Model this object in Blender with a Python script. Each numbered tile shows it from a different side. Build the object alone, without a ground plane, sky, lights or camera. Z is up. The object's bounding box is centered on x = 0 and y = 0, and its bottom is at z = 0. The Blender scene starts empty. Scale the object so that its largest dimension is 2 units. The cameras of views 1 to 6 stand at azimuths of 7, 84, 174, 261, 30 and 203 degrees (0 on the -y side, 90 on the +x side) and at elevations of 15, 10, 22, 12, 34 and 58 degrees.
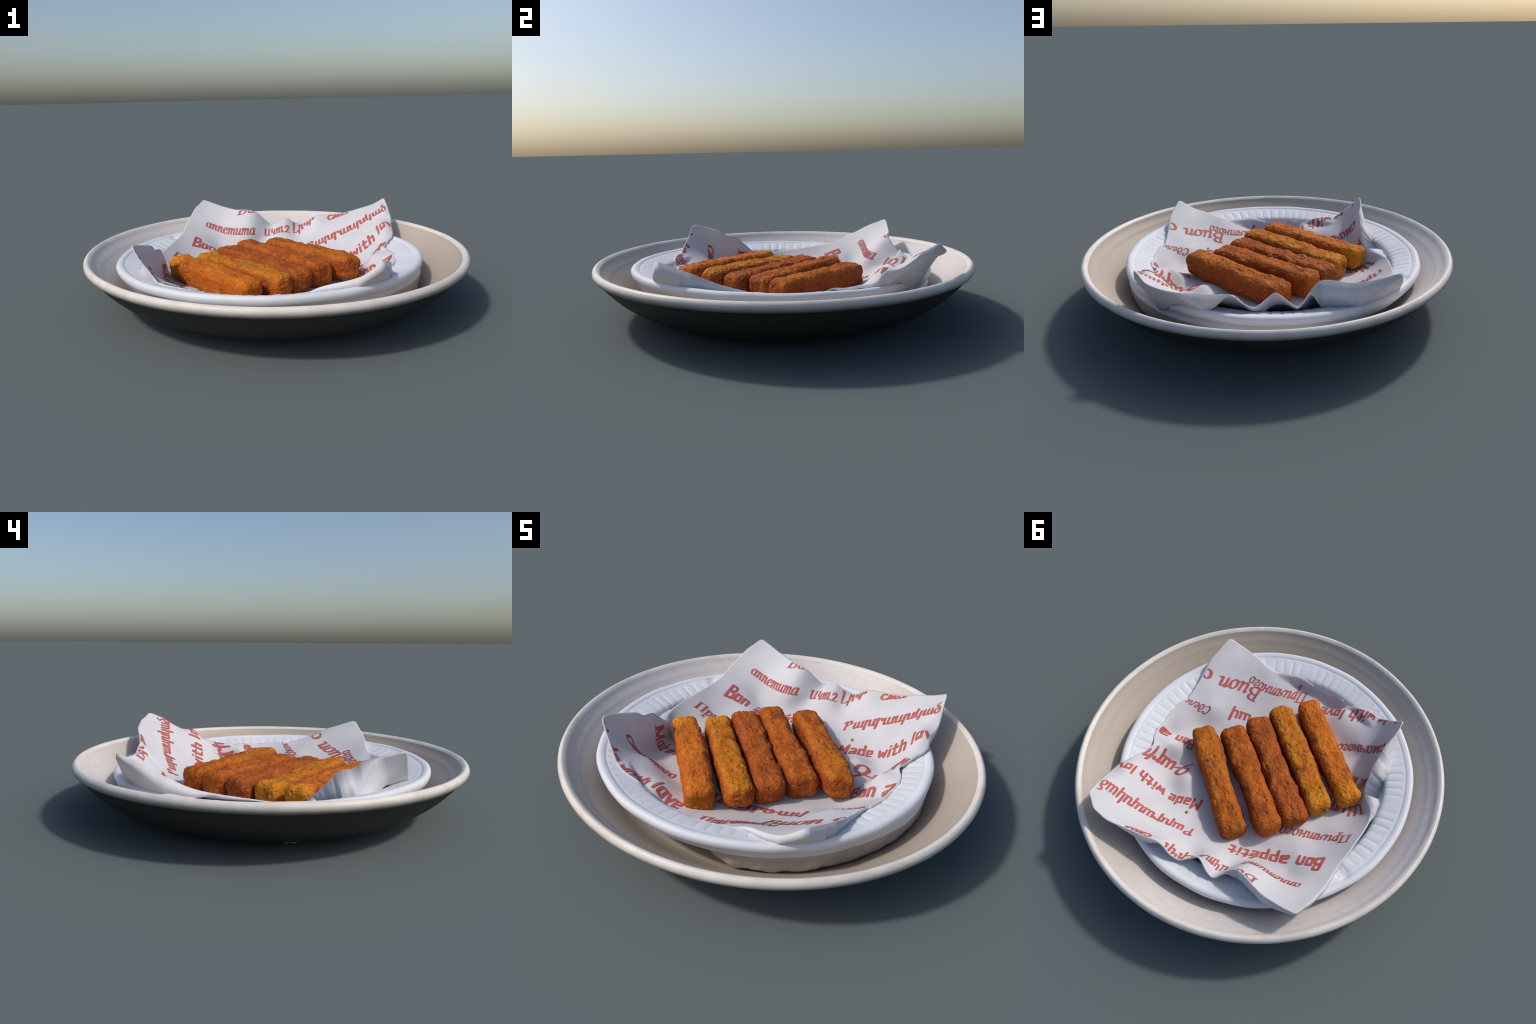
"""Five fried fish sticks on a printed paper sheet, in a fluted disposable plate, in a two-tone bowl."""
import bpy, bmesh, math, random
import numpy as np
from mathutils import Vector, Matrix, noise

random.seed(7)
COL = bpy.context.scene.collection
TAU = 2 * math.pi


# ------------------------------------------------------------------ helpers
def sm(x, a, b):
    t = np.clip((np.asarray(x, float) - a) / (b - a), 0, 1)
    return t * t * (3 - 2 * t)


def fbm(p, octaves=3):
    v, amp, tot = 0.0, 1.0, 0.0
    q = Vector(p)
    for _ in range(octaves):
        v += amp * noise.noise(q)
        tot += amp
        amp *= 0.5
        q = q * 2.03 + Vector((3.1, 7.7, 1.3))
    return v / tot


def empty(name, label, category, loc=(0, 0, 0)):
    o = bpy.data.objects.new(name, None)
    o.empty_display_size = 0.05
    o.location = loc
    COL.objects.link(o)
    o["label"], o["category"] = label, category
    return o


def add(name, me, parent=None, mats=()):
    o = bpy.data.objects.new(name, me)
    for m in mats:
        me.materials.append(m)
    COL.objects.link(o)
    if parent:
        o.parent = parent
        o.matrix_parent_inverse = Matrix.Identity(4)
        o.location = -Vector(parent.location)
    return o


def mesh(name, verts, faces):
    me = bpy.data.meshes.new(name)
    me.from_pydata([tuple(v) for v in verts], [], [tuple(f) for f in faces])
    me.polygons.foreach_set("use_smooth", [True] * len(me.polygons))
    me.update()
    return me


def split_parts(verts, faces, ids, spec, parent):
    """Cut one smooth surface into named parts that keep the whole surface's normals."""
    whole = mesh("whole", verts, faces)
    nrm = [v.vector.copy() for v in whole.vertex_normals]
    ids = np.asarray(ids)
    for pid, (name, mat) in enumerate(spec):
        sel = [faces[i] for i in np.nonzero(ids == pid)[0]]
        used = sorted({v for f in sel for v in f})
        remap = {v: i for i, v in enumerate(used)}
        me = mesh(name, [verts[v] for v in used], [[remap[v] for v in f] for f in sel])
        me.normals_split_custom_set_from_vertices([nrm[v] for v in used])
        add(name, me, parent, [mat])
    bpy.data.meshes.remove(whole)


# ------------------------------------------------------------------ node materials
class Nodes:
    def __init__(self, name, rough=0.6, spec=0.4):
        self.m = bpy.data.materials.new(name)
        self.m.use_nodes = True
        self.t = self.m.node_tree
        self.b = self.t.nodes["Principled BSDF"]
        self.b.inputs["Roughness"].default_value = rough
        self.b.inputs["Specular IOR Level"].default_value = spec
        self.co = self.t.nodes.new("ShaderNodeTexCoord").outputs["Object"]

    def link(self, a, b):
        self.t.links.new(a, b)

    def put(self, sock, v):
        if hasattr(v, "links") or isinstance(v, bpy.types.NodeSocket):
            self.link(v, sock)
        else:
            sock.default_value = v

    def mapped(self, scale=(1, 1, 1), loc=(0, 0, 0), rot=(0, 0, 0)):
        n = self.t.nodes.new("ShaderNodeMapping")
        self.link(self.co, n.inputs["Vector"])
        n.inputs["Scale"].default_value = scale
        n.inputs["Location"].default_value = loc
        n.inputs["Rotation"].default_value = rot
        return n.outputs["Vector"]

    def noise(self, scale, detail=3, rough=0.55, vec=None, dist=0.0):
        n = self.t.nodes.new("ShaderNodeTexNoise")
        self.link(vec or self.co, n.inputs["Vector"])
        n.inputs["Scale"].default_value = scale
        n.inputs["Detail"].default_value = detail
        n.inputs["Roughness"].default_value = rough
        n.inputs["Distortion"].default_value = dist
        return n.outputs["Fac"]

    def voronoi(self, scale, vec=None, feature="F1"):
        n = self.t.nodes.new("ShaderNodeTexVoronoi")
        n.feature = feature
        self.link(vec or self.co, n.inputs["Vector"])
        n.inputs["Scale"].default_value = scale
        return n.outputs["Distance"]

    def ramp(self, fac, a, b):
        n = self.t.nodes.new("ShaderNodeMapRange")
        n.interpolation_type = "SMOOTHSTEP"
        self.put(n.inputs["Value"], fac)
        n.inputs["From Min"].default_value = a
        n.inputs["From Max"].default_value = b
        return n.outputs["Result"]

    def math(self, op, a, b=0.0):
        n = self.t.nodes.new("ShaderNodeMath")
        n.operation = op
        self.put(n.inputs[0], a)
        self.put(n.inputs[1], b)
        return n.outputs[0]

    def dot(self, vec, axis):
        n = self.t.nodes.new("ShaderNodeVectorMath")
        n.operation = "DOT_PRODUCT"
        self.link(vec, n.inputs[0])
        n.inputs[1].default_value = axis
        return n.outputs["Value"]

    def dist(self, point, vec=None):
        n = self.t.nodes.new("ShaderNodeVectorMath")
        n.operation = "DISTANCE"
        self.link(vec or self.co, n.inputs[0])
        n.inputs[1].default_value = point
        return n.outputs["Value"]

    def mix(self, fac, a, b, mode="MIX"):
        n = self.t.nodes.new("ShaderNodeMix")
        n.data_type = "RGBA"
        n.blend_type = mode
        self.put(n.inputs[0], fac)
        for s, v in ((n.inputs[6], a), (n.inputs[7], b)):
            self.put(s, v if isinstance(v, bpy.types.NodeSocket) else (*v, 1))
        return n.outputs[2]

    def bump(self, height, strength=0.3, distance=0.004):
        n = self.t.nodes.new("ShaderNodeBump")
        n.inputs["Strength"].default_value = strength
        n.inputs["Distance"].default_value = distance
        self.link(height, n.inputs["Height"])
        self.link(n.outputs["Normal"], self.b.inputs["Normal"])

    def color(self, c):
        self.put(self.b.inputs["Base Color"], c if isinstance(c, bpy.types.NodeSocket) else (*c, 1))
        return self.m


def mat_glaze():
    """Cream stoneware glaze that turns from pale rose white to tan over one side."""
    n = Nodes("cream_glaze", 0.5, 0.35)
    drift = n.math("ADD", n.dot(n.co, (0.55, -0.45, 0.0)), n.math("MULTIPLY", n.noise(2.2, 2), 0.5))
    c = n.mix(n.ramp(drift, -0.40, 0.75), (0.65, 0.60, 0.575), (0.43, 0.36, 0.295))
    c = n.mix(n.math("MULTIPLY", n.ramp(n.noise(24, 4), 0.42, 0.70), 0.20), c, (0.44, 0.385, 0.33))
    n.bump(n.noise(60, 3), 0.12, 0.003)
    return n.color(c)


def mat_rim():
    n = Nodes("rim_glaze", 0.45, 0.4)
    c = n.mix(n.ramp(n.noise(9, 4), 0.35, 0.7), (0.70, 0.65, 0.60), (0.62, 0.56, 0.50))
    # shading on the rim's outer side, painted as a fade to dark
    flat = n.mapped((1, 1, 0))
    rad = n.dist((0, 0, 0), flat)
    low = n.math("ADD", n.dot(n.co, (0, 0, 1)), n.math("MULTIPLY", n.noise(40, 3), 0.004))
    fade = n.math("MULTIPLY", n.ramp(low, 0.284, 0.236), n.ramp(rad, 0.962, 0.986))
    c = n.mix(n.math("MULTIPLY", fade, 0.92), c, (0.045, 0.042, 0.036))
    n.bump(n.noise(30, 3, vec=n.mapped((1, 1, 5))), 0.2, 0.004)
    return n.color(c)


def mat_dark():
    n = Nodes("dark_glaze", 0.55, 0.25)
    c = n.mix(n.noise(14, 3), (0.030, 0.030, 0.026), (0.040, 0.039, 0.033))
    n.bump(n.noise(40, 3), 0.08, 0.003)
    return n.color(c)


def mat_plate(name, c1, c2):
    n = Nodes(name, 0.55, 0.35)
    c = n.mix(n.ramp(n.noise(7, 3), 0.35, 0.7), c1, c2)
    n.bump(n.noise(45, 3), 0.08, 0.003)
    return n.color(c)


def mat_paper():
    n = Nodes("greaseproof_paper", 0.62, 0.25)
    c = n.mix(n.ramp(n.noise(5, 4), 0.3, 0.75), (0.595, 0.585, 0.605), (0.53, 0.515, 0.535))
    near = n.ramp(n.dist((-0.05, -0.35, 0.09)), 0.42, 0.1)           # grease stain by the food
    c = n.mix(n.math("MULTIPLY", n.math("MULTIPLY", near, n.ramp(n.noise(12, 3), 0.35, 0.7)), 0.5), c, (0.60, 0.50, 0.45))
    n.bump(n.noise(38, 4), 0.25, 0.003)
    return n.color(c)


def mat_ink():
    n = Nodes("red_ink", 0.65, 0.25)
    return n.color(n.mix(n.ramp(n.noise(30, 3), 0.3, 0.7), (0.40, 0.078, 0.068), (0.47, 0.120, 0.105)))


def mat_stick(name, seed, base, deep, bright, top_tint, top_amt, spot=None, cap=None):
    """Fried crumb coat: base orange, redder browning, bright crumbs, dark specks, tinted crust on top."""
    n = Nodes(name, 0.68, 0.14)
    off = n.mapped(loc=(seed * 3.7, seed * 1.9, seed * 0.8))
    c = n.mix(n.ramp(n.noise(11, 4, 0.6, off), 0.42, 0.62), base, deep)
    crust = n.math("MULTIPLY", n.ramp(n.dot(n.co, (0, 0, 1)), 0.025, 0.062), n.ramp(n.noise(9, 3, 0.5, off), 0.30, 0.62))
    c = n.mix(n.math("MULTIPLY", crust, top_amt), c, top_tint)
    side = n.math("ABSOLUTE", n.dot(n.co, (0, 1, 0)))
    flank = n.math("MULTIPLY", n.ramp(n.math("ADD", side, n.math("MULTIPLY", n.noise(16, 3, 0.55, off), 0.05)), 0.072, 0.098), 0.75)
    c = n.mix(flank, c, deep)
    if cap:
        end, col = cap
        edge = n.math("ADD", n.dot(n.co, (end, 0, 0)), n.math("MULTIPLY", n.noise(14, 3, 0.5, off), 0.09))
        c = n.mix(n.math("MULTIPLY", n.ramp(edge, 0.275, 0.335), 0.8), c, col)
    c = n.mix(n.math("MULTIPLY", n.ramp(n.noise(38, 3, 0.6, off), 0.53, 0.70), 0.75), c, deep)
    c = n.mix(n.math("MULTIPLY", n.ramp(n.noise(105, 2, 0.5, off), 0.57, 0.72), 0.65), c, bright)
    c = n.mix(n.math("MULTIPLY", n.ramp(n.noise(17, 2, 0.5, n.mapped((0.6, 1.6, 1.2), (seed, 5, seed * 2))), 0.60, 0.72), 0.65), c, (0.115, 0.040, 0.010))
    if spot:
        c = n.mix(n.math("MULTIPLY", n.ramp(n.dist(spot), 0.017, 0.006), 0.8), c, (0.07, 0.02, 0.02))
    h = n.math("ADD", n.noise(75, 4, 0.6, off), n.math("MULTIPLY", n.noise(190, 2, 0.5, off), 0.5))
    n.bump(h, 0.55, 0.006)
    return n.color(c)


# ------------------------------------------------------------------ bowl
def lathe(profile, seg, cx=0.0, cy=0.0, tilt=(0.0, 0.0), wobble=None):
    """Closed surface of revolution; the first and last profile points lie on the axis."""
    v, f = [], []
    rows = len(profile)
    for j, (r, z) in enumerate(profile):
        if j in (0, rows - 1):
            v.append((cx, cy, z))
            continue
        for i in range(seg):
            a = TAU * i / seg
            rr, zz = wobble(a, r, z, j) if wobble else (r, z)
            x, y = rr * math.cos(a), rr * math.sin(a)
            v.append((cx + x, cy + y, zz + tilt[0] * x + tilt[1] * y))
    ids = []
    start = lambda j: 1 + (j - 1) * seg
    for i in range(seg):
        k = (i + 1) % seg
        f.append((0, start(1) + k, start(1) + i)); ids.append(0)
    for j in range(1, rows - 2):
        for i in range(seg):
            k = (i + 1) % seg
            f.append((start(j) + i, start(j) + k, start(j + 1) + k, start(j + 1) + i)); ids.append(j)
    last = len(v) - 1
    for i in range(seg):
        k = (i + 1) % seg
        f.append((start(rows - 2) + i, start(rows - 2) + k, last)); ids.append(rows - 2)
    return v, f, np.array(ids)


def smooth_profile(pts, per=8):
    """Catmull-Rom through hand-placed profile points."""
    p = np.array(pts, float)
    q = np.vstack([2 * p[0] - p[1], p, 2 * p[-1] - p[-2]])
    out = []
    for i in range(1, len(q) - 2):
        for k in range(per):
            t = k / per
            out.append(0.5 * ((2 * q[i]) + (-q[i - 1] + q[i + 1]) * t + (2 * q[i - 1] - 5 * q[i] + 4 * q[i + 1] - q[i + 2]) * t * t
                              + (-q[i - 1] + 3 * q[i] - 3 * q[i + 1] + q[i + 2]) * t ** 3))
    out.append(p[-1])
    return [tuple(x) for x in out]


def build_bowl():
    root = empty("bowl", "wide shallow stoneware bowl, cream inside, black outside", "bowl")
    outside = smooth_profile([(0.0, 0.0), (0.15, 0.0), (0.27, 0.0), (0.31, 0.006), (0.36, 0.019), (0.50, 0.022), (0.62, 0.023), (0.680, 0.029),
                              (0.728, 0.043), (0.773, 0.062), (0.808, 0.082), (0.840, 0.101), (0.868, 0.121), (0.893, 0.141), (0.914, 0.161),
                              (0.933, 0.181), (0.951, 0.201), (0.967, 0.222)], 3)
    rim = [(0.974 + 0.0258 * math.cos(t), 0.2612 + 0.0262 * math.sin(t) - 0.016 * max(0.0, 0.259 - math.cos(t)))
           for t in np.linspace(math.radians(-75), math.radians(140), 20)]
    inside = smooth_profile([(0.9465, 0.2525), (0.936, 0.242), (0.920, 0.2275), (0.900, 0.2075), (0.850, 0.165), (0.79, 0.114), (0.74, 0.076),
                             (0.68, 0.050), (0.56, 0.040), (0.3, 0.038), (0.0, 0.038)], 5)
    prof = [(r, z) for r, z in outside] + rim + inside

    def wob(a, r, z, j):
        k = sm(r, 0.85, 1.0)
        n = noise.noise(Vector((math.cos(a) * 9, math.sin(a) * 9, z * 30)))
        return r + 0.0009 * k * n, z + 0.0012 * k * noise.noise(Vector((math.cos(a) * 5, math.sin(a) * 5, 3)))
    v, f, rows = lathe(prof, 240, wobble=wob)
    ids = np.full(len(f), 1)
    ids[rows < len(outside) + 1] = 2          # outer wall with the underside of the rim
    ids[rows >= len(outside) + 17] = 0
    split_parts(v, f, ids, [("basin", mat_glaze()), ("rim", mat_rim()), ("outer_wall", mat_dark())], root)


# ------------------------------------------------------------------ disposable plate
PC = (-0.0335, -0.0047)
TILT = (0.0114, -0.0147)
FLUTES = 88
PLATE_TOP = [(0.0, 0.078), (0.45, 0.078), (0.565, 0.081), (0.600, 0.095), (0.632, 0.150), (0.652, 0.195), (0.668, 0.214),
             (0.70, 0.226), (0.735, 0.236), (0.752, 0.2405), (0.762, 0.2425), (0.772, 0.2485), (0.782, 0.2515)]
_px = np.array([p[0] for p in PLATE_TOP])
_pz = np.array([p[1] for p in PLATE_TOP])


def plate_z(x, y):
    """Height of the plate's upper surface above a plan position."""
    dx, dy = x - PC[0], y - PC[1]
    r = np.hypot(dx, dy)
    z = np.interp(r, _px, _pz)
    z = z - 3.0 * np.clip(r - 0.79, 0, None)
    return z + TILT[0] * dx + TILT[1] * dy


def build_plate():
    root = empty("disposable_plate", "white moulded disposable plate with a fluted border", "plate", (PC[0], PC[1], 0.0))
    under = smooth_profile([(0.0, 0.040), (0.4, 0.040), (0.58, 0.040), (0.63, 0.044), (0.69, 0.056), (0.735, 0.085), (0.752, 0.130),
                            (0.772, 0.165), (0.788, 0.196)], 6)
    lip = [(0.7865 + 0.0195 * math.cos(t), 0.2325 + 0.0195 * math.sin(t) - 0.010 * (t < 0) * abs(math.sin(t)))
           for t in np.linspace(math.radians(-80), math.radians(95), 14)]
    top = smooth_profile(list(reversed(PLATE_TOP)), 8)
    prof = under + lip + top
    n_u, n_l = len(under), len(lip)

    def wob(a, r, z, j):
        cx, sy = math.cos(a), math.sin(a)
        if j >= n_u + n_l:                                           # fluted border
            k = float(sm(r, 0.640, 0.662) * (1 - sm(r, 0.738, 0.756)))
            s = math.sin(a * FLUTES + 2.5 * noise.noise(Vector((cx * 3, sy * 3, 1.7))))
            ridge = s
            vary = 0.6 + 0.8 * noise.noise(Vector((cx * 6, sy * 6, 9)))
            groove = -max(0.0, ridge) ** 5 * 0.0034 - 0.0008 * ridge
            z += k * groove * vary
        lumps = noise.noise(Vector((cx * 4, sy * 4, 2.1)))
        z += 0.004 * lumps * float(sm(r, 0.6, 0.78)) * float(sm(z, 0.05, 0.2))
        r += 0.0045 * noise.noise(Vector((cx * 5, sy * 5, 8.1))) * float(sm(r, 0.7, 0.8)) * float(sm(z, 0.12, 0.2))
        if j < n_u:                                                  # crumpled underside, ragged where it meets the bowl
            q = 1 - float(sm(z, 0.10, 0.20))
            z -= q * (TILT[0] * r * cx + TILT[1] * r * sy)           # the foot sits level and centred in the bowl
            r += q * (0.0335 * cx + 0.0047 * sy)
            da = abs(math.atan2(math.sin(a + 1.85), math.cos(a + 1.85)))
            db = abs(math.atan2(math.sin(a - 0.75), math.cos(a - 0.75)))
            r += 0.016 * float((1 - sm(db, 0.9, 1.3)) * sm(z, 0.06, 0.10) * (1 - sm(z, 0.17, 0.195)))
            r -= 0.07 * float((1 - sm(z, 0.10, 0.18)) * (1 - sm(da, 0.42, 0.66)))   # pressed in at the front left
            r += 0.010 * q * fbm((cx * 9, sy * 9, z * 22), 4)
            z += 0.012 * q * fbm((cx * 13, sy * 13, z * 9 + 4), 4) * float(sm(r, 0.66, 0.72))
            d = math.atan2(math.sin(a - 3.08), math.cos(a - 3.08))   # one spot of the foot shows below the bowl
            z -= 0.030 * math.exp(-(d / 0.15) ** 4) * float(sm(r, 0.56, 0.60) * (1 - sm(r, 0.66, 0.70))) * (1 + 0.5 * noise.noise(Vector((a * 24, 0, 1))))
            z = max(z, 0.0002 - TILT[0] * r * cx - TILT[1] * r * sy)
        # crease pressed into the border by the paper corner
        d = math.atan2(math.sin(a - 2.55), math.cos(a - 2.55))
        if j >= n_u:
            z -= 0.010 * math.exp(-(d / 0.035) ** 2) * float(sm(r, 0.65, 0.70) * (1 - sm(r, 0.76, 0.79)))
        return r, z
    v, f, rows = lathe(prof, FLUTES * 10, PC[0], PC[1], TILT, wob)
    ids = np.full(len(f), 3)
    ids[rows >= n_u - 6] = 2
    ids[rows >= n_u + n_l] = 1
    rr = np.array([math.hypot(v[q[0]][0] - PC[0], v[q[0]][1] - PC[1]) for q in f])
    ids[(rows >= n_u + n_l) & (rr < 0.66)] = 0
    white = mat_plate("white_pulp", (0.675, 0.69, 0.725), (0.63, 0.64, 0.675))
    tan = mat_plate("tan_pulp", (0.47, 0.42, 0.39), (0.42, 0.38, 0.355))
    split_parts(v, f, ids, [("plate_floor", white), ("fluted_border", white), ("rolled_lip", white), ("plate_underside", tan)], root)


# ------------------------------------------------------------------ paper sheet
HA, HB = 0.665, 0.715                    # half sizes of the flat sheet
SC = np.array([-0.005, 0.062])           # where its middle lies
ST = math.radians(-6.0)                  # how it is turned
CS, SN = math.cos(ST), math.sin(ST)

# the raised border of the sheet, corner to corner (x, y, z)
BACK = [(-.533, .751, .405), (-.43, .735, .372), (-.308, .700, .347), (-.185, .656, .344), (-.125, .680, .292), (-.075, .706, .248),
        (-.03, .690, .272), (.021, .659, .298), (.070, .674, .272), (.120, .697, .253), (.18, .695, .283), (.261, .679, .316),
        (.377, .685, .326), (.515, .697, .360), (.59, .680, .393), (.639, .630, .432)]
RIGHT = [(.639, .630, .432), (.659, .525, .377), (.667, .425, .323), (.669, .350, .282), (.640, .270, .256), (.610, .195, .238),
         (.600, .150, .237), (.628, .100, .222), (.640, .030, .212), (.635, -.060, .214), (.602, -.200, .236), (.578, -.320, .260),
         (.564, -.480, .324), (.515, -.640, .380)]
FRONT = [(.515, -.640, .380), (.428, -.657, .315), (.374, -.655, .294), (.247, -.627, .252), (.135, -.650, .200), (.052, -.668, .165),
         (-.10, -.640, .150), (-.25, -.620, .150), (-.41, -.600, .190), (-.54, -.540, .290), (-.590, -.513, .340), (-.630, -.488, .399)]
LEFT = [(-.630, -.488, .399), (-.622, -.403, .378), (-.590, -.305, .350), (-.576, -.200, .306), (-.575, -.147, .250), (-.590, -.075, .195),
        (-.640, -.020, .185), (-.664, .060, .195), (-.655, .168, .212), (-.632, .296, .229), (-.611, .408, .249), (-.600, .520, .295),
        (-.562, .678, .375), (-.533, .751, .405)]
FLOOR_Z = 0.103
# places on the rising flaps: position in space, then position on the flat sheet
SLOPES = [(-.532, .351, .186, -.570, .250), (-.539, .439, .222, -.593, .320), (-.389, .384, .142, -.418, .300),
          (-.490, .555, .262, -.555, .480), (-.183, .551, .211, -.259, .576), (.169, .474, .132, .135, .440),
          (.636, .521, .378, .639, .604), (.362, .339, .114, .337, .300), (.647, .358, .308, .655, .390),
          (.572, .321, .242, .560, .360), (-.585, -.389, .262, -.590, -.565), (-.327, -.380, .113, -.290, -.467),
          (.442, .150, .114, .435, .134), (.599, .001, .160, .640, -.005), (-.115, .603, .187, -.190, .570),
          (.068, .637, .208, .030, .645), (.201, .657, .291, .185, .685), (.292, .648, .284, .275, .660),
          (.236, -.507, .182, .318, -.588), (.235, -.426, .146, .291, -.504), (.482, -.445, .255, .580, -.500), (.318, -.549, .231, .420, -.605),
          (.448, -.257, .186, .515, -.312), (.597, -.207, .234, .668, -.245), (-.141, -.571, .136, -.060, -.660), (-.262, -.586, .182, -.185, -.700),
          (.322, -.327, .138, .370, -.355), (-.610, .163, .173, -.612, .036), (.501, .149, .116, .494, .139), (-.300, .460, .113, -.345, .385), (-.380, .478, .140, -.425, .395),
          (-.270, .370, .092, -.310, .285), (-.420, .230, .092, -.435, .130), (-.190, .375, .088, -.225, .300), (.042, .584, .196, -.002, .582), (-.045, .570, .190, -.095, .560),
          (-.145, .430, .092, -.180, .360), (.030, .480, .130, -.005, .430), (.360, .230, .150, .345, .200), (.490, .285, .145, .470, .290), (.440, -.150, .110, .455, -.165), (.300, .400, .143, .275, .365), (-.455, -.385, .172, -.440, -.516), (.080, -.585, .160, .165, -.660)]


def flat_of(x, y):
    dx, dy = x - SC[0], y - SC[1]
    return CS * dx + SN * dy, -SN * dx + CS * dy


def sheet_nodes():
    src, dst = [], []
    ends = [((-HA, HB), (HA, HB)), ((HA, HB), (HA, -HB)), ((HA, -HB), (-HA, -HB)), ((-HA, -HB), (-HA, HB))]
    for line, (p, q) in zip((BACK, RIGHT, FRONT, LEFT), ends):
        L = np.array(line)
        d = np.r_[0, np.cumsum(np.linalg.norm(np.diff(L, axis=0), axis=1))]
        d /= d[-1]
        for t, pt in list(zip(d, L))[:-1]:
            src.append((p[0] + (q[0] - p[0]) * t, p[1] + (q[1] - p[1]) * t))
            dst.append(pt)
    for r, n, ph in ((0.0, 1, 0), (0.20, 6, 0.2), (0.38, 10, 0.1), (0.53, 18, 0.0)):
        for i in range(n):
            a = TAU * i / n + ph
            x, y = PC[0] + r * math.cos(a), PC[1] + r * math.sin(a)
            if r > 0.5 and (y > 0.2 or any(math.hypot(x - q[0], y - q[1]) < 0.13 for q in SLOPES)):
                continue
            src.append(flat_of(x, y))
            dst.append((x, y, FLOOR_Z))
    for x, y, z, fa, fb in SLOPES:
        src.append((fa, fb))
        dst.append((x, y, z))
    # the tuck on the right: a ridge that runs in from the notch
    for x, y, z, fx, fy in ((.530, .088, .205, .565, .085), (.470, .055, .140, .495, .050)):
        src.append(flat_of(fx, fy))
        dst.append((x, y, z))
    # the curled corner leans in over the floor
    for x, y, z, fx, fy in ((-.582, -.300, .225, -.620, -.470), (-.571, -.204, .217, -.635, -.372), (-.521, -.238, .112, -.472, -.330)):
        src.append((fx, fy))
        dst.append((x, y, z))
    return np.array(src, float), np.array(dst, float)


def tps_fit(src, dst, lam=3e-6):
    n = len(src)
    d2 = ((src[:, None] - src[None]) ** 2).sum(-1)
    K = np.where(d2 > 0, d2 * np.log(d2 + 1e-12), 0) + lam * np.eye(n)
    P = np.c_[np.ones(n), src]
    A = np.block([[K, P], [P.T, np.zeros((3, 3))]])
    return np.linalg.solve(A, np.vstack([dst, np.zeros((3, dst.shape[1]))]))


SRC, DST = sheet_nodes()
COEF = tps_fit(SRC, DST)


def sheet(ab):
    """Place flat sheet positions (N,2) in space (N,3); the sheet never sinks into the plate."""
    ab = np.atleast_2d(ab)
    d2 = ((ab[:, None] - SRC[None]) ** 2).sum(-1)
    p = (d2 * np.log(d2 + 1e-12)) @ COEF[:-3] + np.c_[np.ones(len(ab)), ab] @ COEF[-3:]
    ripple = np.sin(ab[:, 0] * 23 + 3 * np.sin(ab[:, 1] * 7)) * np.sin(ab[:, 1] * 19 + 1.3)
    p[:, 2] += 0.0012 * ripple
    lift = plate_z(p[:, 0], p[:, 1]) + 0.004
    g = p[:, 2] - lift
    p[:, 2] = lift + 0.5 * (g + np.sqrt(g * g + 0.004 ** 2))
    return p


def sheet_normal(ab):
    e = 1e-3
    u = sheet(ab + [e, 0]) - sheet(ab - [e, 0])
    v = sheet(ab + [0, e]) - sheet(ab - [0, e])
    n = np.cross(u, v)
    return n / np.linalg.norm(n, axis=1, keepdims=True)


INK = None


# Two drawn alphabets on a unit x-height: a heavy rounded-square hand and a slanted broad-nib hand with serifs.
BLOCK = {
    "B": (.72, [[(.1, .1), (.1, 1.33), (.5, 1.33), (.54, 1.0), (.44, .74), (.12, .74)], [(.44, .74), (.58, .55), (.56, .13), (.1, .13)]]),
    "M": (.92, [[(.1, .1), (.1, 1.33), (.4, .65), (.72, 1.33), (.72, .1)]]),
    "o": (.70, [[(.1, .15), (.1, .85), (.5, .85), (.5, .15), (.1, .15)]]),
    "n": (.70, [[(.1, .1), (.1, .87), (.4, .87), (.5, .76), (.5, .1)]]),
    "a": (.70, [[(.12, .87), (.42, .87), (.5, .78), (.5, .13), (.13, .13), (.1, .42), (.48, .50)]]),
    "p": (.70, [[(.1, -.42), (.1, .87), (.5, .87), (.5, .13), (.1, .13)]]),
    "e": (.70, [[(.1, .47), (.5, .53), (.5, .87), (.1, .87), (.1, .13), (.5, .13)]]),
    "é": (.70, [[(.1, .47), (.5, .53), (.5, .87), (.1, .87), (.1, .13), (.5, .13)], [(.26, 1.18), (.42, 1.34)]]),
    "t": (.62, [[(.18, 1.25), (.18, .15), (.44, .13)], [(.02, .87), (.44, .87)]]),
    "i": (.36, [[(.1, .1), (.1, .87)], [(.1, 1.21), (.1, 1.23)]]),
    "d": (.70, [[(.5, 1.33), (.5, .13), (.1, .13), (.1, .87), (.5, .87)]]),
    "w": (.92, [[(.08, .87), (.18, .13), (.4, .68), (.6, .13), (.72, .87)]]),
    "h": (.70, [[(.1, 1.33), (.1, .1)], [(.1, .87), (.4, .87), (.5, .76), (.5, .1)]]),
    "l": (.36, [[(.1, 1.33), (.1, .1)]]),
    "v": (.68, [[(.05, .87), (.28, .13), (.53, .87)]]),
    " ": (.40, []),
}
_O = [(.28, .95), (.12, .82), (.06, .5), (.12, .16), (.28, .05), (.43, .16), (.5, .5), (.43, .84), (.28, .95)]
_TAIL = [(.5, .95), (.48, .25), (.54, .06), (.66, .16)]
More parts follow.
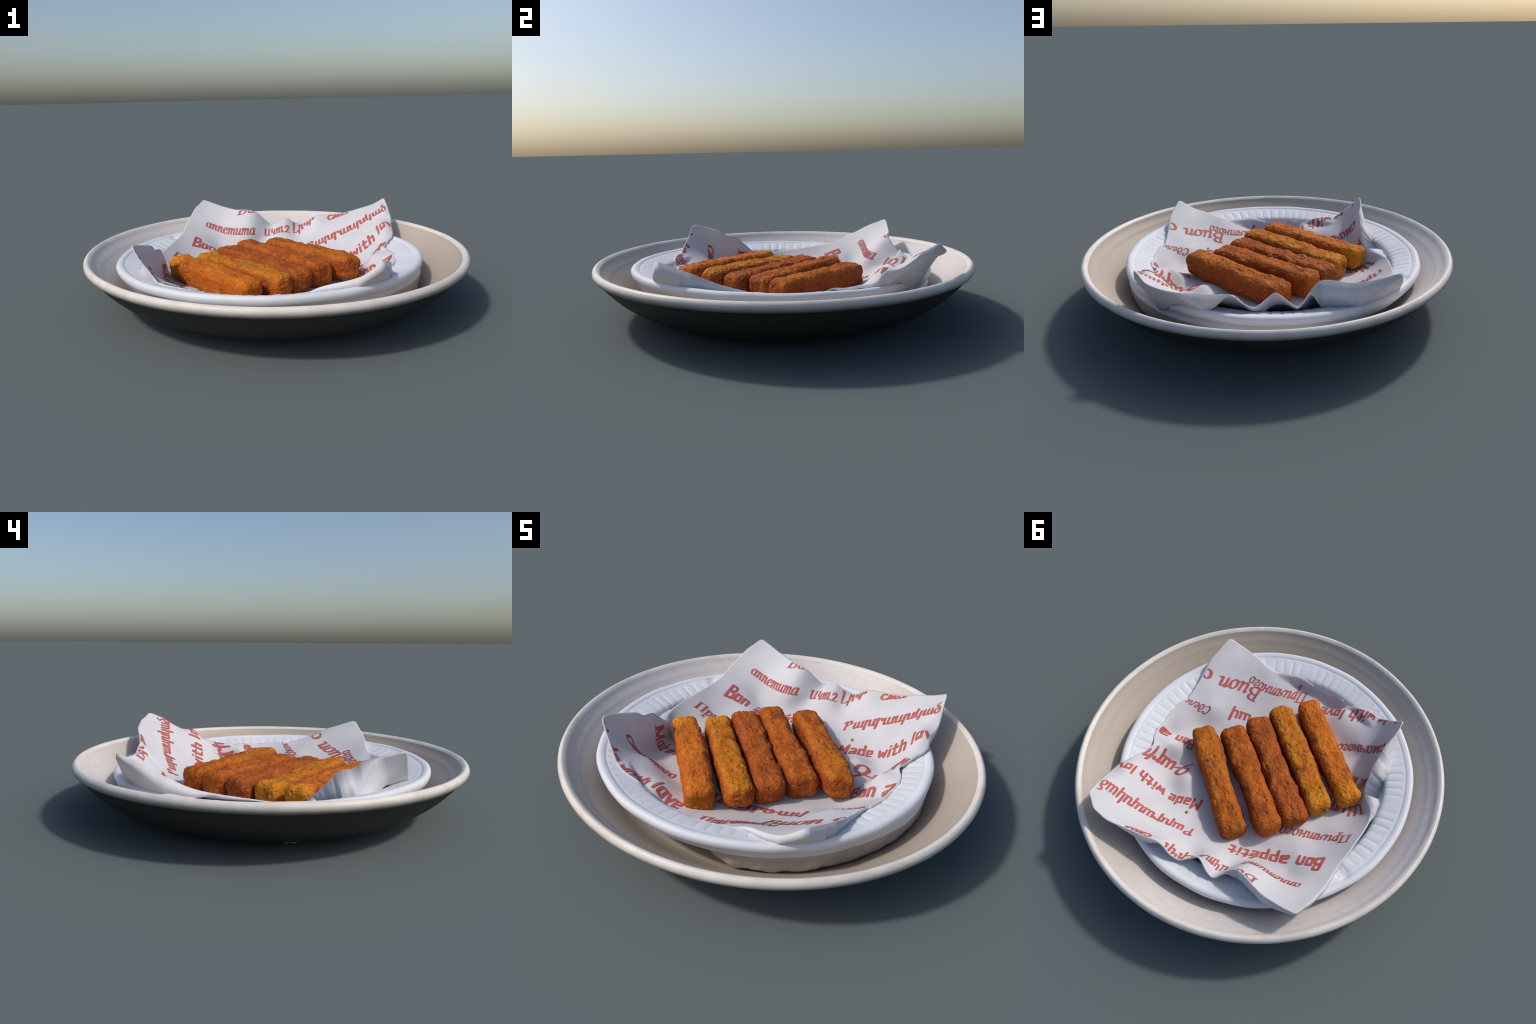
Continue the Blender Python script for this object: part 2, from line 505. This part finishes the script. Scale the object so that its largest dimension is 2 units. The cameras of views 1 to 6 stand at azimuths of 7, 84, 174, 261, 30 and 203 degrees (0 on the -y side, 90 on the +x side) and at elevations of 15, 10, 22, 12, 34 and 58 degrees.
SERIF = {
    "o": (.62, [_O]), "a": (.70, [_O, _TAIL]), "d": (.70, [_O, [(.36, 1.38), (.52, 1.38), (.49, .25), (.55, .06), (.66, .16)]]),
    "n": (.68, [[(.0, .82), (.12, .94), (.13, .05)], [(.13, .55), (.3, .9), (.44, .86), (.46, .2), (.53, .05), (.64, .15)]]),
    "m": (.98, [[(.0, .82), (.12, .94), (.13, .05)], [(.13, .55), (.28, .9), (.42, .84), (.43, .05)], [(.43, .55), (.6, .9), (.74, .84), (.76, .2), (.83, .05), (.94, .15)]]),
    "u": (.72, [[(.0, .82), (.11, .94), (.11, .28), (.2, .07), (.36, .14), (.5, .5)], [(.5, .94), (.5, .22), (.57, .05), (.68, .15)]]),
    "e": (.58, [[(.1, .45), (.38, .56), (.44, .80), (.3, .95), (.13, .78), (.08, .4), (.18, .1), (.34, .06), (.5, .22)]]),
    "p": (.66, [[(.0, .82), (.12, .94), (.1, -.42)], [(-.06, -.44), (.26, -.44)], [(.12, .6), (.3, .93), (.48, .74), (.45, .28), (.28, .06), (.12, .25)]]),
    "я": (.68, [[(.5, .94), (.5, .2), (.57, .05), (.66, .14)], [(.5, .92), (.25, .92), (.12, .72), (.25, .52), (.5, .52)], [(.3, .5), (.04, .06)]]),
    "н": (.72, [[(.0, .84), (.12, .94), (.12, .05)], [(.5, .94), (.5, .2), (.57, .05), (.67, .14)], [(.12, .5), (.5, .5)]]),
    "г": (.56, [[(.1, .72), (.2, .94), (.38, .86), (.36, .64), (.17, .38), (.1, .15), (.26, .04), (.44, .2)]]),
    "c": (.56, [[(.45, .72), (.38, .94), (.2, .9), (.07, .5), (.18, .08), (.36, .06), (.5, .25)]]),
    "м": (.86, [[(.0, .06), (.1, .12), (.2, .92), (.36, .1), (.62, .92), (.62, .2), (.69, .05), (.8, .15)]]),
    "ч": (.68, [[(.02, .84), (.12, .94), (.12, .6), (.26, .44), (.46, .56)], [(.48, .94), (.46, .2), (.53, .05), (.64, .14)]]),
    "л": (.70, [[(.0, .08), (.1, .1), (.26, .92), (.48, .92), (.46, .2), (.53, .05), (.64, .14)]]),
    "д": (.64, [_O, [(.5, .5), (.47, 1.0), (.24, 1.34), (.0, 1.24)]]),
    "П": (.98, [[(.12, 1.33), (.12, .05)], [(.7, 1.33), (.7, .05)], [(.0, 1.34), (.84, 1.34)], [(-.02, .05), (.26, .05)], [(.56, .05), (.84, .05)]]),
    "C": (.86, [[(.66, 1.02), (.58, 1.32), (.34, 1.37), (.1, .98), (.1, .42), (.34, .02), (.68, .28)]]),
    "B": (.90, [[(.14, 1.33), (.14, .05)], [(.0, 1.34), (.42, 1.33), (.6, 1.06), (.44, .76), (.14, .74)], [(.44, .76), (.7, .45), (.5, .08), (.0, .05)]]),
    "M": (1.14, [[(-.02, .05), (.24, .05)], [(.1, .05), (.12, 1.33)], [(.0, 1.34), (.14, 1.33), (.48, .15), (.84, 1.33), (.98, 1.34)], [(.84, 1.33), (.86, .05)], [(.72, .05), (1.0, .05)]]),
    "w": (.86, [[(.02, .9), (.14, .1), (.36, .85), (.48, .1), (.7, .92)]]), "i": (.36, [[(.0, .82), (.12, .94), (.12, .2), (.2, .05), (.3, .14)], [(.14, 1.25), (.16, 1.25)]]),
    "t": (.46, [[(.16, 1.2), (.14, .2), (.22, .05), (.36, .14)], [(.0, .9), (.36, .9)]]), "h": (.68, [[(.02, 1.36), (.12, 1.36), (.12, .05)], [(.12, .55), (.3, .9), (.44, .86), (.46, .2), (.53, .05), (.64, .15)]]),
    " ": (.42, []),
    # Armenian letters in the same hand
    "ա": (.98, [[(.1, .94), (.1, .25), (.2, .07), (.34, .1), (.44, .35)], [(.44, .94), (.44, .25), (.54, .07), (.68, .1), (.8, .35)], [(.8, .94), (.8, .2), (.88, .06)]]),
    "տ": (.98, [[(.1, .94), (.1, -.42)], [(.1, .6), (.26, .92), (.42, .84), (.44, .25), (.54, .07), (.68, .1), (.8, .35)], [(.8, .94), (.8, .2), (.88, .06)]]),
    "ր": (.62, [[(.0, .82), (.12, .94), (.1, -.42)], [(.12, .6), (.3, .93), (.46, .86), (.5, .62)]]),
    "ս": (.70, [[(.0, .82), (.1, .94), (.1, .25), (.22, .07), (.38, .12), (.48, .4)], [(.48, .94), (.48, .2), (.56, .06), (.64, .12)]]),
    "վ": (.70, [[(.1, 1.33), (.1, .3), (.22, .07), (.38, .12), (.48, .4)], [(.48, .94), (.46, -.42)]]),
    "ծ": (.68, [[(.5, 1.33), (.24, 1.28), (.2, 1.1), (.42, .9), (.52, .5), (.42, .12), (.24, .05), (.08, .3), (.14, .62), (.32, .74), (.5, .6)]]),
    "Պ": (.90, [[(.02, 1.15), (.14, 1.33), (.2, 1.0), (.18, .05)], [(.2, 1.0), (.42, 1.36), (.62, 1.2), (.6, .86), (.36, .74)]]),
    "Ա": (.98, [[(.0, 1.25), (.12, 1.33), (.1, .4), (.26, .06), (.46, .12), (.58, .45)], [(.64, 1.33), (.58, .3), (.68, .05), (.84, .2)]]),
    "ն": (.72, [[(.1, 1.33), (.1, .55), (.3, .5), (.48, .6)], [(.48, .94), (.48, .06), (.66, .06)]]),
    "ո": (.66, [[(.0, .82), (.12, .94), (.13, .05)], [(.13, .55), (.3, .9), (.44, .86), (.46, .05)]]),
    "ւ": (.56, [[(.0, .82), (.12, .94), (.12, .07)], [(.1, .06), (.48, .06)]]),
    "շ": (.62, [[(.04, .72), (.2, .95), (.42, .86), (.42, .6), (.08, .08)], [(.08, .06), (.54, .06)]]),
    "Լ": (.76, [[(.14, 1.33), (.12, .06)], [(.12, .06), (.64, .06), (.66, .25)], [(.0, 1.34), (.28, 1.34)]]),
    "ի": (.70, [[(.12, 1.33), (.1, -.42)], [(.12, .5), (.3, .92), (.46, .84), (.48, .2), (.56, .06), (.64, .12)]]),
    "Բ": (1.0, [[(.1, .8), (.1, 1.1), (.34, 1.38), (.62, 1.2), (.6, .85), (.34, .3), (.1, .1)], [(.14, .62), (.88, .6)]]),
    "խ": (.84, [[(.1, 1.33), (.1, .3), (.24, .06), (.42, .14), (.52, .5)], [(.52, .94), (.5, .06), (.78, .06)]]),
    "ժ": (.84, [[(.08, .94), (.08, .3), (.24, .06), (.44, .2), (.5, .6), (.4, .95), (.3, .7), (.4, .55), (.76, .6)]]),
    "կ": (.70, [[(.1, .94), (.1, .28), (.24, .07), (.4, .12), (.5, .4)], [(.5, 1.33), (.48, -.42)]]),
}


def curve_through(pts, per=6):
    return smooth_profile(pts, per) if len(pts) > 2 else pts


def penned(root, text, start, end, height, hand):
    """One printed word drawn with a pen: a field of distances to the strokes, cut into a mesh laid on the sheet."""
    font = BLOCK if hand == "block" else SERIF
    a, b, ang, slant = (.108, .108, 0.0, .13) if hand == "block" else (.095, .040, math.radians(22), .24)
    if hand == "serif_bold":
        a, b = .110, .052
    if hand == "bold":
        a, b, slant = .100, .085, .12
    pen, segs = 0.0, []
    for ch in text:
        adv, strokes = font[ch]
        for st in strokes:
            q = st if hand == "block" else curve_through(st)
            segs += [((pen + q[i][0], q[i][1]), (pen + q[i + 1][0], q[i + 1][1])) for i in range(len(q) - 1)]
        pen += adv
    segs = np.array(segs)
    width = segs[:, :, 0].max()
    step = 0.048
    gx = np.arange(-.2, width + .25, step)
    gy = np.arange(-.62, 1.56, step)
    X, Y = np.meshgrid(gx, gy)
    pts = np.stack([X.ravel(), Y.ravel()], 1)
    M = np.array([[math.cos(ang) / a, math.sin(ang) / a], [-math.sin(ang) / b, math.cos(ang) / b]])
    T, S = pts @ M.T, segs @ M.T
    F = np.full(len(T), 9.0)
    for p, q in S:
        d = q - p
        t = np.clip(((T - p) @ d) / max(d @ d, 1e-9), 0, 1)
        F = np.minimum(F, np.linalg.norm(T - p - t[:, None] * d, axis=1))
    F -= 1.0
    s, e = np.array(start, float), np.array(end, float)
    run = e - s
    length = np.linalg.norm(run)
    run /= length
    up = np.array([-run[1], run[0]])
    kx, ky = length / width, height / 1.38
    flat = s + np.outer(pts[:, 0] * kx + pts[:, 1] * slant * ky, run) + np.outer(pts[:, 1] * ky, up)
    F = np.maximum(F, np.maximum(np.abs(flat[:, 0]) - (HA - .007), np.abs(flat[:, 1]) - (HB - .007)) * 60)
    nx = len(gx)
    made, verts, faces = {}, [], []

    def corner(i):
        if i not in made:
            made[i] = len(verts)
            verts.append(flat[i])
        return made[i]

    def cut(i, j):
        k = (min(i, j), max(i, j))
        if k not in made:
            t = F[i] / (F[i] - F[j])
            made[k] = len(verts)
            verts.append(flat[i] + (flat[j] - flat[i]) * t)
        return made[k]
    inside = (F < 0).reshape(X.shape)
    busy = inside[:-1, :-1] | inside[1:, :-1] | inside[:-1, 1:] | inside[1:, 1:]
    for r, c in zip(*np.nonzero(busy)):
        ring = [r * nx + c, r * nx + c + 1, (r + 1) * nx + c + 1, (r + 1) * nx + c]
        poly = []
        for k in range(4):
            i, j = ring[k], ring[(k + 1) % 4]
            if F[i] < 0:
                poly.append(corner(i))
            if (F[i] < 0) != (F[j] < 0):
                poly.append(cut(i, j))
        if len(poly) > 2:
            faces.append(poly)
    if not faces:
        return None
    ab = np.array(verts)
    p = sheet(ab) + sheet_normal(ab) * 0.0020
    return add("lettering", mesh("lettering", p, faces), root, [INK])


# text, start and end on the flat sheet, cap height, slant, weight
WORDS = [
    ("annemuma", (-.555, .480), (-.250, .578), .062, "serif"),
    ("Bon appétit", (-.575, .245), (-.085, .400), .076, "block"),
    ("Пpuяmнoгo", (-.610, .035), (-.262, .150), .066, "serif"),
    ("Ախորժակ", (-.600, -.185), (-.180, -.050), .074, "bold"),
    ("Made with", (-.640, -.375), (-.345, -.282), .070, "serif"),
    ("cмaчнoгo", (-.595, -.578), (-.288, -.475), .064, "serif"),
    ("Made with love", (-.640, -.775), (-.060, -.670), .068, "block"),
    ("Пpuяmнoгo", (.064, -.688), (.420, -.603), .060, "serif"),
    ("Buon a", (.318, -.588), (.684, -.470), .088, "serif"),
    ("Cдeлaнo", (.515, -.312), (.735, -.235), .062, "serif"),
    ("Bon a", (.472, -.058), (.655, -.003), .072, "block"),
    ("Ախորժակ", (-.030, -.490), (.392, -.352), .072, "bold"),
    ("Բարի", (.372, .085), (.672, .192), .094, "serif_bold"),
    ("Made with love", (.202, .245), (.712, .405), .074, "block"),
    ("Պատրաստված", (.130, .440), (.645, .598), .064, "serif_bold"),
    ("cмaчнoгo", (.274, .660), (.600, .757), .060, "serif_bold"),
    ("Անուշ Լինի", (-.190, .568), (.188, .684), .070, "serif_bold"),
    ("Ba", (-.400, .668), (-.290, .705), .055, "serif"),
]


def build_paper():
    global INK
    root = empty("paper_sheet", "crumpled white greaseproof sheet printed with red greetings", "food paper")
    INK = mat_ink()
    nu, nv = 190, 205
    a = np.linspace(-HA, HA, nu)
    b = np.linspace(-HB, HB, nv)
    ab = np.array([(x, y) for y in b for x in a])
    edge = np.maximum(np.abs(ab[:, 0]) / HA, np.abs(ab[:, 1]) / HB)
    rag = np.array([fbm((x * 26, y * 26, 0.5), 3) for x, y in ab])
    k = sm(edge, 0.975, 1.0) * 0.006 * rag
    # rounded corners and a slightly uneven cut
    over = np.hypot(np.clip(np.abs(ab[:, 0]) - (HA - 0.02), 0, None), np.clip(np.abs(ab[:, 1]) - (HB - 0.02), 0, None))
    pull = np.where(over > 0.02, 0.02 / np.maximum(over, 1e-6), 1.0)
    for c, H in ((0, HA), (1, HB)):
        inner = np.clip(np.abs(ab[:, c]) - (H - 0.02), 0, None)
        ab[:, c] = np.sign(ab[:, c]) * (np.abs(ab[:, c]) - inner * (1 - pull))
    ab = ab * (1 - k[:, None])
    p, n = sheet(ab), sheet_normal(ab)
    T = 0.006
    low = p - n * T
    gap = low[:, 2] - plate_z(low[:, 0], low[:, 1])
    rl = np.hypot(low[:, 0] - PC[0], low[:, 1] - PC[1])
    corner = sm(np.abs(ab[:, 0] * ab[:, 1]) / (HA * HB), 0.30, 0.48)     # the corner flaps are padded down to the lip
    corner = corner * ~((ab[:, 0] < 0) & (ab[:, 1] < 0))
    curl = sm(-ab[:, 0] / HA, 0.62, 0.93) * sm(-ab[:, 1] / HB, 0.05, 0.30) * (1 - sm(-ab[:, 1] / HB, 0.62, 0.85))
    low[:, 0] -= 0.075 * curl                                             # the curled side is hollow behind, its back slants to the border
    gap = low[:, 2] - plate_z(low[:, 0], low[:, 1])
    rl = np.hypot(low[:, 0] - PC[0], low[:, 1] - PC[1])
    settle = np.maximum(1 - sm(gap, 0.0, 0.03), np.maximum(corner, curl))
    seat = np.where(rl < 0.785, low[:, 2] - gap - 0.002, 0.242 + TILT[0] * low[:, 0] + TILT[1] * low[:, 1] + (rl - 0.785) * 1.35)
    seat = np.where((curl > 0.15) & (rl < 0.785), np.maximum(seat, 0.19), seat)
    turn = np.arctan2(low[:, 1] - PC[1], low[:, 0] - PC[0]) - 0.757
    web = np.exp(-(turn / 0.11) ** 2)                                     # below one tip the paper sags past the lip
    seat = np.where(rl > 0.80, seat * (1 - web) + web * (0.18 + (rl - 0.80) * 1.9), seat)
    low[:, 2] -= np.clip(settle * (low[:, 2] - seat), 0, None)
    verts = np.vstack([p, low])
    m = nu * nv
    faces = []
    for j in range(nv - 1):
        for i in range(nu - 1):
            q = j * nu + i
            faces.append((q, q + 1, q + nu + 1, q + nu))
            faces.append((m + q, m + q + nu, m + q + nu + 1, m + q + 1))
    ring = [i for i in range(nu)] + [j * nu + nu - 1 for j in range(1, nv)] + [(nv - 1) * nu + i for i in range(nu - 2, -1, -1)] \
        + [j * nu for j in range(nv - 2, 0, -1)]
    for i, q in enumerate(ring):
        w = ring[(i + 1) % len(ring)]
        faces.append((q, m + q, m + w, w))
    add("sheet", mesh("sheet", verts, faces), root, [mat_paper()])
    for w in WORDS:
        penned(root, *w)


# ------------------------------------------------------------------ fish sticks
# far top middle, near top middle, far/near top height, far/near width, sideways bow
STICKS = [
    ((-.520, -.027), (-.065, -.502), .226, .236, .136, .138, 0.006),
    ((-.395, .085), (.065, -.395), .214, .238, .140, .142, -0.004),
    ((-.300, .212), (.157, -.273), .222, .224, .142, .140, 0.004),
    ((-.203, .318), (.255, -.152), .230, .228, .136, .146, -0.004),
    ((-.035, .409), (.406, -.070), .219, .238, .140, .146, 0.003),
]


def stick_mesh(seed, L, H, w0, w1, bow, cap):
    n = (170, 40, 38)
    half = np.array([L / 2, 0.5, H / 2])
    idx, verts, faces = {}, [], []

    def vid(key):
        if key not in idx:
            idx[key] = len(verts)
            verts.append(key)
        return idx[key]
    for ax in range(3):
        u, w = (ax + 1) % 3, (ax + 2) % 3
        for side in (0, n[ax]):
            for i in range(n[u]):
                for j in range(n[w]):
                    q = []
                    for di, dj in ((0, 0), (1, 0), (1, 1), (0, 1)):
                        k = [0, 0, 0]
                        k[ax], k[u], k[w] = side, i + di, j + dj
                        q.append(vid(tuple(k)))
                    faces.append(q if side else q[::-1])
    g = np.array(verts, float) / np.array(n) * 2 - 1
    R = 0.038
    out = []
    S = Vector((seed * 17.3, seed * 5.1, seed * 2.7))
    for x, y, z in g:
        X = x * L / 2
        t = 0.5 + X / L
        W = (w0 + (w1 - w0) * t + 0.001 - 0.008 * max(0, z)) * (1.02 + 0.13 * noise.noise(Vector((t * 4.2, seed * 9.3, 0.4))) + 0.05 * noise.noise(Vector((t * 13, seed * 3.3, y))))
        P = Vector((X, y * W / 2, z * H / 2))
        rr = R * (1.15 if z < 0 else 1.0)
        box = Vector((L / 2 - rr * 1.2, W / 2 - rr, H / 2 - rr))
        C = Vector([max(-b, min(b, c)) for b, c in zip(box, P)])
        d = P - C
        nrm = d.normalized() if d.length > 1e-9 else Vector((0, 0, 1))
        if d.length > 1e-9:
            P = C + nrm * min(d.length, rr) if d.length > rr else P
        big = fbm(P * 13 + S, 2)
        mid = fbm(P * 34 + S * 1.7, 3)
        fine = fbm(P * 110 + S * 2.3, 2)
        up = max(0.0, nrm.z)
        grain = noise.noise(P * 210 + S * 0.7)
        disp = 0.0115 * big + 0.0048 * mid * (0.7 + 0.6 * up) + 0.0040 * fine + 0.0013 * grain
        pit = noise.noise(P * 42 + S * 3.1)
        disp -= 0.008 * max(0.0, pit - 0.34) * 2
        if cap:                                                       # pinched ring that sets off a smooth end
            disp -= 0.007 * math.exp(-((X * cap - 0.245) / 0.012) ** 2) * (1 if y * cap < 0.3 else 0.4)
        P = P + nrm * disp
        P.y += bow * math.cos(math.pi * (t - 0.5)) - bow * 0.5
        out.append(P)
    return mesh("fish_stick", out, faces)


def build_sticks():
    mats = [
        mat_stick("crust_orange", 1, (0.56, 0.160, 0.013), (0.40, 0.092, 0.010), (0.80, 0.32, 0.04), (0.46, 0.115, 0.012), 0.6, None, (-1, (0.58, 0.22, 0.014))),
        mat_stick("crust_mustard", 2, (0.46, 0.118, 0.012), (0.26, 0.050, 0.009), (0.70, 0.25, 0.03), (0.50, 0.180, 0.012), 0.85, None, (-1, (0.55, 0.21, 0.014))),
        mat_stick("crust_brown", 3, (0.38, 0.090, 0.013), (0.23, 0.045, 0.009), (0.62, 0.21, 0.035), (0.33, 0.082, 0.013), 0.6),
        mat_stick("crust_copper", 4, (0.42, 0.103, 0.012), (0.26, 0.052, 0.009), (0.68, 0.235, 0.035), (0.42, 0.110, 0.013), 0.5),
        mat_stick("crust_ochre", 5, (0.42, 0.104, 0.012), (0.25, 0.047, 0.009), (0.64, 0.23, 0.03), (0.42, 0.128, 0.012), 0.8, (0.10, 0.030, 0.068)),
    ]
    for i, (far, near, z0, z1, w0, w1, bow) in enumerate(STICKS):
        f, n = np.array(far), np.array(near)
        L = np.linalg.norm(n - f) + 0.058
        base = 0.100
        H = (z0 + z1) / 2 + 0.004 - base
        me = stick_mesh(i + 1, L, H, w0, w1, bow, -1 if i == 0 else 0)
        o = bpy.data.objects.new("fish_stick", me)
        me.materials.append(mats[i])
        COL.objects.link(o)
        mid = (f + n) / 2
        o.location = (mid[0], mid[1], base + H / 2)
        yaw = math.atan2(n[1] - f[1], n[0] - f[0])
        pitch = math.atan2(z1 - z0, L)
        o.rotation_euler = (0, -pitch, yaw)
        o["label"] = ["golden orange breaded fish stick with a yellow end", "mustard topped breaded fish stick with red brown sides",
                      "dark brown breaded fish stick with rough crust", "copper coloured breaded fish stick with crumbly crust",
                      "ochre breaded fish stick with a small burnt spot"][i]
        o["category"] = "fish stick"


def build_crumb():
    bm = bmesh.new()
    bmesh.ops.create_icosphere(bm, subdivisions=3, radius=0.009)
    for v in bm.verts:
        v.co *= 1 + 0.35 * noise.noise(v.co * 120)
        v.co.z *= 0.6
    me = bpy.data.meshes.new("crumb")
    bm.to_mesh(me)
    bm.free()
    ab = np.array([flat_of(0.262, 0.405)])
    o = add("crumb", me, None, [mat_stick("crumb_crust", 9, (0.55, 0.24, 0.02), (0.35, 0.12, 0.02), (0.7, 0.3, 0.05), (0.5, 0.2, 0.02), 0.5)])
    o.location = sheet(ab)[0] + sheet_normal(ab)[0] * 0.003
    o["label"], o["category"] = "tiny golden crumb fallen on the paper", "crumb"


def main():
    build_bowl()
    build_plate()
    build_paper()
    build_sticks()
    build_crumb()


main()
